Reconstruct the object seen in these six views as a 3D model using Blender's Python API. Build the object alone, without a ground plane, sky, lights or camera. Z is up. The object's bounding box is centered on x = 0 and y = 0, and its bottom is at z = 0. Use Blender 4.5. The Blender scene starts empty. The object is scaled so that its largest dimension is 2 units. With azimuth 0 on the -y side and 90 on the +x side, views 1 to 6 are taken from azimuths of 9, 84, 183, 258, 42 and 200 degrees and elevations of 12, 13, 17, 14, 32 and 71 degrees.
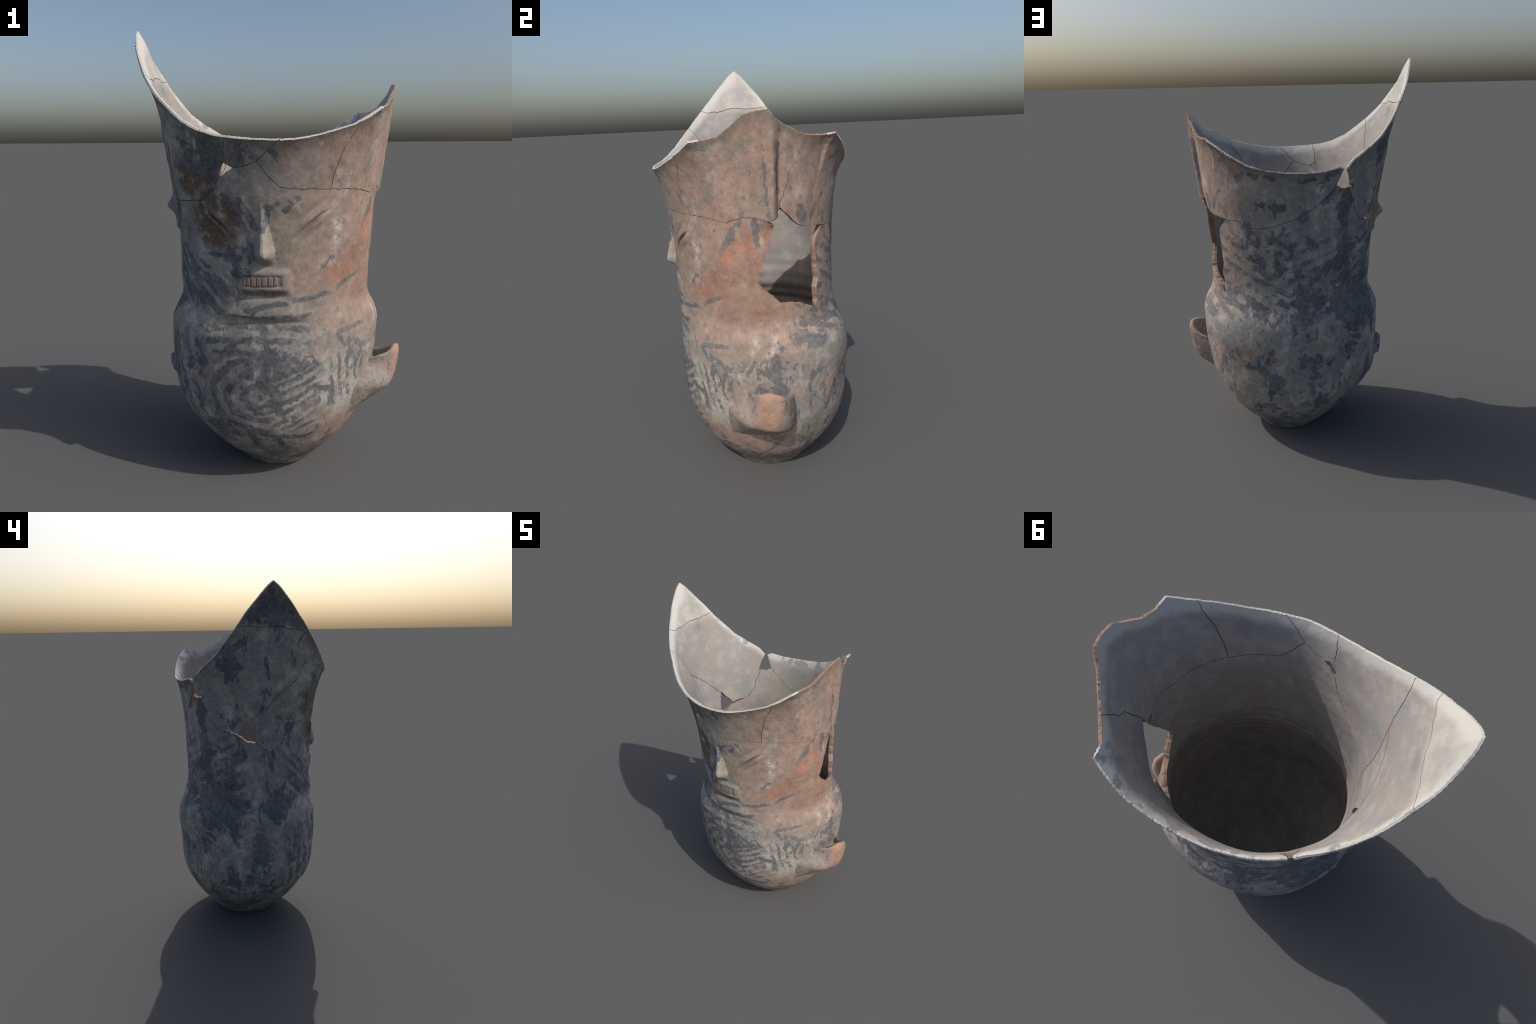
import math, numpy as np
# ---------- vessel form: ellipse profile by height, and the broken rim line ----------
PROFILE = [  # z, centre x, centre y, radius x, radius y, skew of the oval
    (0.00, .036, .040, .182, .180, -.02), (.015, .036, .040, .196, .191, -.02), (.05, .034, .039, .230, .222, -.02), (.10, .031, .035, .281, .272, -.03),
    (.16, .027, .034, .337, .320, -.035), (.23, .021, .034, .390, .362, -.04), (.30, .012, .033, .433, .393, -.045), (.38, .012, .032, .459, .408, -.05),
    (.46, .014, .030, .472, .412, -.05), (.54, .017, .029, .479, .418, -.055), (.62, .020, .031, .484, .423, -.055), (.70, .022, .029, .484, .416, -.05),
    (.76, .027, .024, .466, .400, -.045), (.81, .026, .016, .441, .387, -.03), (.86, .023, .011, .432, .382, -.015), (.92, .020, .008, .435, .379, .005),
    (1.0, .020, .007, .436, .383, .020), (1.1, .0205, .006, .441, .386, .030), (1.2, .021, .004, .4435, .389, .030)]
NECK_Z = 1.2
NC = (.021, .004); NR = (.4435, .389)
RIM = [  # x, y, z around the mouth, anticlockwise from the front
    (.005,-.462,1.523), (.082,-.456,1.520), (.160,-.442,1.524), (.231,-.416,1.536), (.301,-.388,1.554), (.369,-.355,1.575), (.427,-.315,1.605),
    (.481,-.273,1.641), (.487,-.210,1.646), (.506,-.157,1.656), (.528,-.107,1.693), (.545,-.056,1.735), (.549,0,1.748), (.542,.047,1.752),
    (.526,.082,1.713), (.508,.122,1.689), (.491,.163,1.667), (.471,.206,1.650), (.445,.252,1.644), (.419,.298,1.644), (.415,.348,1.649),
    (.349,.389,1.611), (.281,.418,1.569), (.202,.433,1.529), (.115,.443,1.508), (.027,.446,1.498), (-.063,.437,1.495), (-.151,.419,1.498),
    (-.228,.391,1.514), (-.262,.372,1.502), (-.296,.354,1.545), (-.376,.314,1.595), (-.437,.269,1.643), (-.488,.225,1.712), (-.526,.177,1.775),
    (-.563,.128,1.850), (-.590,.066,1.925), (-.603,.020,1.978), (-.605,-.007,2.000), (-.597,-.045,1.968), (-.581,-.093,1.915), (-.542,-.157,1.842), (-.494,-.223,1.767),
    (-.437,-.277,1.704), (-.373,-.322,1.650), (-.304,-.367,1.596), (-.230,-.403,1.560), (-.153,-.430,1.539), (-.075,-.449,1.530)]
_P = np.array(PROFILE)
_R = np.array(RIM)
_rp = np.degrees(np.arctan2((_R[:,0]-NC[0])/NR[0], -(_R[:,1]-NC[1])/NR[1]))
_rr = np.hypot((_R[:,0]-NC[0])/NR[0], (_R[:,1]-NC[1])/NR[1])
_o = np.argsort(_rp); _rp, _rr, _rz = _rp[_o], _rr[_o], _R[_o,2]
_rp = np.r_[_rp[-3:]-360, _rp, _rp[:3]+360]; _rr = np.r_[_rr[-3:], _rr, _rr[:3]]; _rz = np.r_[_rz[-3:], _rz, _rz[:3]]

def pchip(x, X, Y):
    h = np.diff(X); d = np.diff(Y)/h; m = np.zeros(len(X))
    w1 = 2*h[1:]+h[:-1]; w2 = h[1:]+2*h[:-1]; ok = d[1:]*d[:-1] > 0
    m[1:-1] = np.where(ok, (w1+w2)/np.where(ok, w1/np.where(ok, d[:-1], 1)+w2/np.where(ok, d[1:], 1), 1), 0)
    m[0], m[-1] = d[0], d[-1]
    i = np.clip(np.searchsorted(X, x)-1, 0, len(X)-2); t = (x-X[i])/h[i]
    return Y[i]*(1+2*t)*(1-t)**2 + h[i]*m[i]*t*(1-t)**2 + Y[i+1]*t*t*(3-2*t) + h[i]*m[i+1]*t*t*(t-1)

def wrap(p): return (np.asarray(p, float)+180) % 360-180
def rim_z(phi): return np.interp(wrap(phi), _rp, _rz)
def rim_rho(phi): return np.interp(wrap(phi), _rp, _rr)

def smooth(a, b, x):
    t = np.clip((x-a)/(b-a), 0, 1); return t*t*(3-2*t)

_lip_phi = np.linspace(-180, 180, 721); _lip_z = rim_z(_lip_phi); _lip_rho = rim_rho(_lip_phi)
def cone(phi):
    """how fast the neck widens upward at an angle"""
    s = np.sin(np.radians(phi)); c = np.cos(np.radians(phi))
    return .29+.07*c+.09*np.maximum(-s, 0)-.01*np.maximum(s, 0)+.075*np.exp(-(wrap(phi+108)/17)**2)+.03*np.exp(-(wrap(phi-96)/14)**2)

def neck_bulge(phi):
    """the neck is fuller behind the right ear and flatter at the left brow"""
    return .030*np.exp(-(wrap(phi-128)/30)**2)-.036*np.exp(-(wrap(phi-40)/22)**2)-.024*np.exp(-(wrap(phi+34)/20)**2)

def near_rim(phi, z):
    """nearest point of the rim line and its distance, on the unrolled wall"""
    phi, z = np.broadcast_arrays(np.asarray(phi, float), np.asarray(z, float)); sh = phi.shape
    p = phi.ravel(); q = z.ravel(); I = np.zeros(len(p), int); D = np.full(len(p), 9.0)
    todo = np.where(q > NECK_Z-.16)[0]
    for k in range(0, len(todo), 4000):
        t = todo[k:k+4000]
        du = wrap(p[t][:,None]-_lip_phi)*.0076; dz = q[t][:,None]-_lip_z
        d2 = du*du+dz*dz; j = d2.argmin(1); I[t] = j; D[t] = np.sqrt(d2[np.arange(len(t)), j])
    return I.reshape(sh), D.reshape(sh)

def point(phi, z, off=0.0):
    """outer wall at angle phi (0 front, 90 right) and height z, moved out by off"""
    phi = np.asarray(phi, float); z = np.asarray(z, float)
    zc = np.clip(z, 0, NECK_Z)
    cx, cy, rx, ry, sk = [pchip(zc, _P[:,0], _P[:,k]) for k in (1, 2, 3, 4, 5)]
    a = np.radians(phi)
    oval = 1/np.sqrt(1-2*sk*np.sin(a)*np.cos(a))
    oval = oval+neck_bulge(phi)*smooth(.80, .98, z)*smooth(1.62, 1.35, z)
    up = np.maximum(z-NECK_Z, 0)
    rho = oval+cone(phi)*up*up/(up+.05)
    shape = rho.shape
    if np.any(z > NECK_Z-.15):
        i, d = near_rim(phi, z)
        a0 = np.radians(_lip_phi[i]); u0 = np.maximum(_lip_z[i]-NECK_Z, 0)
        plain = 1/np.sqrt(1-2*.030*np.sin(a0)*np.cos(a0))+neck_bulge(_lip_phi[i])*smooth(1.62, 1.35, _lip_z[i])+cone(_lip_phi[i])*u0*u0/(u0+.05)
        rho = rho+(_lip_rho[i]-plain)*np.exp(-(d/.070)**.92)*smooth(NECK_Z-.15, NECK_Z+.05, z)
    x = cx+(rx*rho+off)*np.sin(a); y = cy-(ry*rho+off)*np.cos(a)
    return np.stack([x, y, z+0*x], -1)
import bpy, bmesh
from mathutils import Vector, noise
from mathutils.geometry import delaunay_2d_cdt
SEAM = -146.3
RPD = 0.0076          # metres of wall per degree
rng = np.random.default_rng(7)

# ---------- cracks between the sherds and lost pieces, as (angle, height) ----------
J_TOP, J_LEFT, J_EYE, J_FRONT, J_RIGHT = (-63.5, 1.512), (-72.2, 1.262), (-1.9, 1.439), (36, 1.328), (96.6, 1.302)
CRACKS = [
    [(-110.5, 1.81), (-107.2, 1.789), (-96.8, 1.781), (-84.4, 1.787), (-76.2, 1.772), (-67, 1.769), (-63.5, 1.79)],
    [(-100.2, 1.300), (-90.2, 1.364), (-83, 1.412), J_TOP, (-59.6, 1.594), (-55.6, 1.662), (-51, 1.70)],
    [(-140.6, 1.413), (-139.9, 1.380), (-136.3, 1.343), (-136, 1.311), (-129.5, 1.249), (-124.9, 1.232), (-111.5, 1.215)],
    [(-97.4, 1.172), (-91.9, 1.139), (-87.6, 1.115), (-76.6, 1.125), (-72.8, 1.214), J_LEFT, (-71.6, 1.337), (-68, 1.436), J_TOP],
    [J_LEFT, (-60.5, 1.264), (-48, 1.272), (-36.2, 1.280), (-27.4, 1.329), (-21.6, 1.382)],
    [(-14.4, 1.55), (-15.3, 1.525), (-17.1, 1.492), (-18.9, 1.430)],
    [(-15.2, 1.412), (-7.5, 1.423), J_EYE, (3.7, 1.486), (8.0, 1.515), (9.3, 1.54)],
    [J_EYE, (1.3, 1.405), (4.9, 1.371), (9.5, 1.340), (13, 1.336), (24, 1.332), J_FRONT, (46, 1.328), (54, 1.323), (62, 1.313), (69.9, 1.302), (74, 1.315), (77.9, 1.322), (83.8, 1.324), (89.7, 1.316), (93.2, 1.3035), J_RIGHT],
    [J_FRONT, (37, 1.385), (39.4, 1.477), (43.6, 1.555), (45, 1.62)],
    [(102.0, 1.332), (102.0, 1.356), (102.1, 1.378), (106, 1.452), (108.5, 1.514), (112.8, 1.546), (114.4, 1.585), (118, 1.640), (118.8, 1.68)],
    [(209.9, 1.426), (205.3, 1.389), (196.8, 1.325), (185.5, 1.270), (170.7, 1.229), (160.7, 1.215), (152, 1.221), (147.5, 1.246), (141, 1.248), (136.5, 1.249)],
]
HOLES = [
    # the large gap in the right temple
    [(93.7, 1.302), (100.5, 1.313), (102, 1.356), (104.2, 1.336), (107, 1.321), (110, 1.298), (113.8, 1.276), (118, 1.265), (123.2, 1.257), (130, 1.254), (137, 1.249),
     (133, 1.224), (129, 1.196), (127.9, 1.160), (129, 1.111), (129.6, 1.05), (130.6, 1.006), (128.6, .969), (129.8, .92), (129, .890), (130.8, .842), (129.5, .856), (126.8, .884),
     (118, .911), (108.7, .927), (101.2, .932), (95.6, .970), (91.7, .993), (87.7, 1.020), (86.6, 1.038), (88, 1.06), (89.7, 1.099), (91.7, 1.140), (94.5, 1.189), (98, 1.255), (97.9, 1.286)],
    [(-100.3, 1.305), (-106, 1.260), (-112.1, 1.2165), (-118, 1.2265), (-124.6, 1.2338), (-118, 1.2195), (-109.8, 1.204), (-104.1, 1.176), (-97.0, 1.168), (-97.1, 1.205), (-97.7, 1.246), (-99.6, 1.288)],
    [(-19.1, 1.435), (-14.1, 1.413), (-17.6, 1.397), (-20.9, 1.381), (-22, 1.381), (-21.2, 1.41)],
    [(213.7, 1.410), (209.7, 1.425), (211.1, 1.465), (212.7, 1.500), (212.7, 1.56), (213.7, 1.60)],
    [(SEAM, 1.410), (-143, 1.414), (-139.7, 1.412), (-142.4, 1.465), (-145.0, 1.503), (-145.0, 1.56), (SEAM, 1.60)],
]

def bell(x, w): return np.exp(-(x/w)**2)

def relief(phi, z):
    """face, handle scars and dents standing out of the wall, in metres"""
    p = wrap(phi); o = np.zeros(np.broadcast(p, z).shape)
    # nose: a wedge that widens and rises towards its tip, cut off flat underneath
    down = np.clip((1.285-z)/(1.285-1.080), 0, 1)
    under = smooth(1.022, 1.072, z)
    half = 1.8+4.9*down**1.5
    ridge = np.clip(1-np.abs(p+.4-1.0*down)/half, 0, 1)
    o = o+.048*down**1.3*under*np.minimum(1, 1.16*ridge)*(z < 1.3)
    o = o+.005*bell(p, 24)*bell(z-1.285, .045)-.004*bell(np.abs(p)-16, 9)*bell(z-1.19, .06)
    # mouth: worn lips round a shallow slot for the teeth, undercut below
    mx = p-.5
    lips = smooth(17, 10.5, np.abs(mx))*smooth(.900, .928, z)*smooth(1.022, .990, z)
    slot = smooth(11.4, 9.6, np.abs(mx+1))*smooth(.930, .940, z)*smooth(.987, .977, z)
    o = o+.011*lips-.0038*slot
    o = o-.005*smooth(15, 10, np.abs(mx))*bell(z-.892, .014)
    # jaw ledge over the shoulder of the bowl
    jaw = smooth(-40, -18, p)*smooth(30, 14, p)
    o = o+jaw*(.009*smooth(.782, .810, z)*smooth(.90, .82, z)-.004*bell(z-.778, .012))
    # closed slanting eyes
    for cx, cz, sg in ((27.2, 1.204, 1), (-27.3, 1.203, -1)):
        dx = (p-cx)*RPD*sg; dz = z-cz
        e = dx*.80+dz*.60; n = -dx*.60+dz*.80
        o = o+.013*bell(e, .060)*bell(n, .024)-.020*bell(e, .056)*bell(n-.001+.08*e*e/.06, .0062)-.005*bell(e, .075)*bell(np.abs(n)-.040, .012)
    # vertical scars of the lost strap handle
    rw = np.clip(1.15-np.abs(p-96.8)/4.2, 0, 1)+.45*bell(p-90.5, 2.6)
    o = o+.024*rw*smooth(1.26, 1.31, z)*smooth(1.80, 1.60, z)-.010*bell(p-101.2, 1.6)*smooth(1.3, 1.34, z)*smooth(1.7, 1.5, z)
    o = o+.020*bell(p+89, 4)*smooth(1.10, 1.12, z)*smooth(1.74, 1.55, z)+.040*bell(p+90, 4.0)*bell(z-1.228, .034)
    o = o-.006*bell(p+86.5, 1.2)*bell(z-1.50, .10)
    # scar of the lost lug on the left side of the bowl: two worn edges and a hollow between
    o = o+.034*np.clip(1.2-np.abs(p+85.5-(z-.45)*40)/4.2, 0, 1)*smooth(.365, .395, z)*smooth(.500, .480, z)
    o = o+.010*bell(p+104, 2.2)*smooth(.30, .34, z)*smooth(.46, .42, z)
    o = o+.004*smooth(-107, -102, p)*smooth(-78, -84, p)*smooth(.29, .33, z)*smooth(.50, .44, z)
    return o

def wall_noise(P):
    out = np.empty(len(P))
    for i, q in enumerate(P):
        v = Vector(q)
        out[i] = .0032*noise.noise(v*5.3)+.0020*noise.noise(v*13.0+Vector((4, 1, 7)))+.0007*noise.noise(v*41.0)
    return out

def thickness(phi, z):
    return .013+.014*smooth(0, .30, rim_z(phi)-z)

def densify(line, step, rough, seed):
    pts = [np.array((a*RPD, b)) for a, b in line]; out = []
    r = np.random.default_rng(seed)
    for a, b in zip(pts[:-1], pts[1:]):
        n = max(1, int(round(np.hypot(*(b-a))/step)))
        t = (b-a)/max(1e-9, np.hypot(*(b-a))); nrm = np.array((-t[1], t[0]))
        for k in range(n):
            q = a+(b-a)*k/n
            if k: q = q+nrm*r.normal(0, rough)
            out.append(q)
    out.append(pts[-1]); return out

def inside(poly, X, Y):
    c = np.zeros(len(X), bool); n = len(poly)
    for i in range(n):
        x1, y1 = poly[i]; x2, y2 = poly[(i+1) % n]
        m = ((y1 > Y) != (y2 > Y)) & (X < (x2-x1)*(Y-y1)/(y2-y1+1e-12)+x1)
        c ^= m
    return c

def unroll_wall(step=.0085):
    """flat layout of the wall: triangulated between rim, gaps and cracks"""
    U0, U1 = SEAM*RPD, (SEAM+360)*RPD
    # heights spaced evenly along the profile
    zz = np.linspace(0, 1.2, 600); rr = pchip(zz, _P[:,0], _P[:,3]); s = np.r_[0, np.cumsum(np.hypot(np.diff(zz), np.diff(rr)))]
    nrow = int(s[-1]/step); rows = list(np.interp(np.linspace(0, s[-1], nrow), s, zz)); rows += list(np.arange(1.2+step, 2.02, step))
    rows = np.array(rows)
    ncol = int((U1-U0)/step)
    pts, edges = [], []
    def add_line(q, closed=False):
        b = len(pts); pts.extend([tuple(v) for v in q])
        edges.extend((b+i, b+i+1) for i in range(len(q)-1))
        if closed: edges.append((len(pts)-1, b))
    ph = np.linspace(SEAM, SEAM+360, 481)
    rimz = rim_z(ph)+np.r_[0, rng.normal(0, .0006, 479), 0]
    rimz[-1] = rimz[0]
    rim_line = np.stack([ph*RPD, rimz], 1)
    add_line(rim_line)
    seam_rows = [z for z in rows if z < 1.410-.003]
    for U in (U0, U1): add_line([(U, z) for z in seam_rows]+[(U, 1.410)])
    cols = np.linspace(U0, U1, ncol+1)
    add_line([(u, 0.0) for u in cols])
    polys = []
    for k, h in enumerate(HOLES):
        q = densify(h+[h[0]], .012, .0012, 50+k)[:-1]
        q = [np.array((min(max(v[0], U0), U1), v[1])) for v in q]
        polys.append(np.array(q)); add_line(q, True)
    for k, c in enumerate(CRACKS): add_line(densify(c, .012, .0014, 90+k))
    # keep grid points clear of the lines
    cell = step*.62; used = set()
    for a, b in edges:
        a, b = np.array(pts[a]), np.array(pts[b]); n = max(1, int(np.hypot(*(b-a))/(cell*.4)))
        for k in range(n+1):
            q = a+(b-a)*k/n; used.add((int(q[0]/cell+1e4), int(q[1]/cell+1e4)))
    for j, z in enumerate(rows[1:], 1):
        for u in cols[1:-1]:
            u2 = u+(step*.5 if j % 2 else 0)+rng.normal(0, step*.06); z2 = z+rng.normal(0, step*.06)
            if u2 >= U1-step*.4 or u2 <= U0+step*.4: continue
            if z2 > np.interp(u2, rim_line[:,0], rim_line[:,1])-step*.5: continue
            if (int(u2/cell+1e4), int(z2/cell+1e4)) in used: continue
            pts.append((u2, z2))
    # finer grid over the modelled face
    for z in np.arange(.77, 1.31, step*.5):
        for u in np.arange(-41*RPD, 41*RPD, step*.5):
            u2, z2 = u+rng.normal(0, step*.03), z+rng.normal(0, step*.03)
            if (int(u2/cell+1e4), int(z2/cell+1e4)) in used: continue
            if abs(u) > 36*RPD and rng.random() < .5: continue
            pts.append((u2, z2))
    vs, es, fs, _, eo, _ = delaunay_2d_cdt([Vector(p) for p in pts], edges, [], 0, 1e-6)
    V = np.array([(v.x, v.y) for v in vs]); Fc = np.array([f for f in fs if len(f) == 3])
    C = V[Fc].mean(1)
    keep = (C[:,1] < np.interp(C[:,0], rim_line[:,0], rim_line[:,1])) & (C[:,1] > 1e-5)
    for q in polys: keep &= ~inside(q, C[:,0], C[:,1])
    Fc = Fc[keep]
    a = V[Fc]; ar = np.cross(a[:,1]-a[:,0], a[:,2]-a[:,0]); Fc[ar < 0] = Fc[ar < 0][:, ::-1]; Fc = Fc[np.abs(ar) > 1e-10]
    hard = {tuple(sorted(e)) for e, o in zip(es, eo) if len(o)}
    # join the two sides of the seam
    left = {round(v[1], 5): i for i, v in enumerate(V) if abs(v[0]-U0) < 1e-6}
    m = np.arange(len(V)); seam = set()
    for i, v in enumerate(V):
        if abs(v[0]-U1) < 1e-6 and v[1] < 1.4105 and round(v[1], 5) in left:
            m[i] = left[round(v[1], 5)]; seam.add(m[i])
    Fc = m[Fc]
    hard = {tuple(sorted((int(m[a]), int(m[b])))) for a, b in hard}
    hard = {e for e in hard if not (e[0] in seam and e[1] in seam)}
    return V, Fc, hard

V2, FACES, HARD = unroll_wall()
PHI, ZED = V2[:,0]/RPD, V2[:,1]
used = np.unique(FACES)

# sherds: faces joined without crossing a crack
edge_faces = {}
for fi, f in enumerate(FACES.tolist()):
    for a, b in ((f[0], f[1]), (f[1], f[2]), (f[2], f[0])): edge_faces.setdefault((min(a, b), max(a, b)), []).append(fi)
comp = -np.ones(len(FACES), int); ncomp = 0
for s in range(len(FACES)):
    if comp[s] >= 0: continue
    stack = [s]; comp[s] = ncomp
    while stack:
        f = FACES[stack.pop()].tolist()
        for a, b in ((f[0], f[1]), (f[1], f[2]), (f[2], f[0])):
            k = (min(a, b), max(a, b))
            if k in HARD: continue
            for g in edge_faces[k]:
                if comp[g] < 0: comp[g] = ncomp; stack.append(g)
    ncomp += 1

def vertex_normals(P, F):
    n = np.zeros_like(P); fn = np.cross(P[F[:,1]]-P[F[:,0]], P[F[:,2]]-P[F[:,0]])
    for k in range(3): np.add.at(n, F[:,k], fn)
    return n/np.maximum(1e-12, np.linalg.norm(n, axis=1))[:,None]

BASE = point(PHI, ZED)
NB = vertex_normals(BASE, FACES)
# smooth the plain normals so that the inner wall stays clean
for _ in range(6):
    acc = NB.copy()
    for a, b in ((0, 1), (1, 2), (2, 0)):
        np.add.at(acc, FACES[:,a], NB[FACES[:,b]]); np.add.at(acc, FACES[:,b], NB[FACES[:,a]])
    NB = acc/np.maximum(1e-12, np.linalg.norm(acc, axis=1))[:,None]
WN = wall_noise(BASE)
OUT = BASE+NB*(relief(PHI, ZED)+WN*smooth(0, .03, ZED))[:,None]
THK = thickness(PHI, ZED)
wheel = .0022*np.sin(ZED*95+.6*np.sin(np.radians(PHI)*3))*bell(ZED-.78, .16)
INN = BASE-NB*(THK+WN*.7+wheel)[:,None]
INN[:,2] = np.maximum(INN[:,2], .026)
NO = vertex_normals(OUT, FACES); NI = -vertex_normals(INN, FACES)

def edge_kind(a, b):
    """what a border edge of the wall is: crack, rim or broken gap"""
    if len(edge_faces[(min(a, b), max(a, b))]) == 2: return 'crack'
    za = .5*(ZED[a]+ZED[b]); p = wrap(.5*(PHI[a]+PHI[b]))
    if za < 1e-4: return 'foot'
    if za > rim_z(p)-.012 and not 60 < p < 131: return 'rim'
    return 'gap'
EASE = {'crack': .0015, 'rim': .0040, 'gap': .0022, 'foot': 0.0}

ROUGH = np.random.default_rng(21).uniform(-1.2, 1.0, len(OUT)); _border = {}
def border_of(c):
    """border edges of a sherd and how far its corners are eased back"""
    if c in _border: return _border[c]
    cf = np.where(comp == c)[0]; cnt = {}; into = {}; ease = {}
    for f in FACES[cf].tolist():
        m = OUT[f].mean(0)
        for a, b in ((f[0], f[1]), (f[1], f[2]), (f[2], f[0])):
            k = (min(a, b), max(a, b)); cnt[k] = None if k in cnt else (a, b)
        for v in f: into.setdefault(v, []).append(m)
    border = {k: e for k, e in cnt.items() if e is not None}
    amount = {}
    for a, b in border:
        w = EASE[edge_kind(a, b)]
        for v in (a, b):
            amount[v] = max(amount.get(v, 0), w)
            if w != EASE['gap']: ROUGH[v] = 0
    for v, w in amount.items():
        d = np.mean(into[v], 0)-OUT[v]; d = d-NB[v]*(d@NB[v]); ease[v] = d/max(1e-9, np.linalg.norm(d))*w
    near = {}
    for a, b in border: near.setdefault(a, []).append(b); near.setdefault(b, []).append(a)
    for _ in range(3):
        soft = {v: e+sum(ease[q] for q in near[v]) for v, e in ease.items()}
        ease = {v: s/max(1e-9, np.linalg.norm(s))*amount[v] for v, s in soft.items()}
    _border[c] = (border, ease); return _border[c]

def build_mesh(name, faces_out, faces_in, c, walls=True, push=0.0):
    """one part of sherd c: outer faces, inner faces and the broken wall between them"""
    border, ease = border_of(c)
    verts, norms, faces, mats, lut = [], [], [], [], {}
    def vid(side, v):
        key = (side, v)
        if key not in lut:
            lut[key] = len(verts); e = ease.get(v, 0)
            q = OUT[v]+e if side == 'o' else INN[v]+e if side == 'i' else .5*(OUT[v]+INN[v])+e*ROUGH[v]
            verts.append(q+NB[v]*push*(side == 'o' or .5*(side == 'm')))
        return lut[key]
    for fi in faces_out:
        a, b, d = FACES[fi].tolist(); faces.append((vid('o', a), vid('o', b), vid('o', d))); norms.append((NO[a], NO[b], NO[d])); mats.append(0)
    for fi in faces_in:
        a, b, d = FACES[fi].tolist(); faces.append((vid('i', d), vid('i', b), vid('i', a))); norms.append((NI[d], NI[b], NI[a])); mats.append(1)
    for a, b in border.values() if walls else ():
        kind = edge_kind(a, b)
        if kind == 'foot': continue
        for s, t in (('o', 'm'), ('m', 'i')):
            q = (vid(s, b), vid(s, a), vid(t, a), vid(t, b)); faces.append(q)
            p = [np.array(verts[i]) for i in q]; n = np.cross(p[2]-p[0], p[3]-p[1]); n = n/max(1e-12, np.linalg.norm(n))
            norms.append((n,)*4); mats.append(1 if kind == 'rim' else 2)
    me = bpy.data.meshes.new(name); me.from_pydata([tuple(v) for v in verts], [], faces); me.update()
    me.polygons.foreach_set('material_index', mats); me.polygons.foreach_set('use_smooth', [True]*len(faces))
    me.normals_split_custom_set([tuple(n) for f in norms for n in f])
    return me
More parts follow.
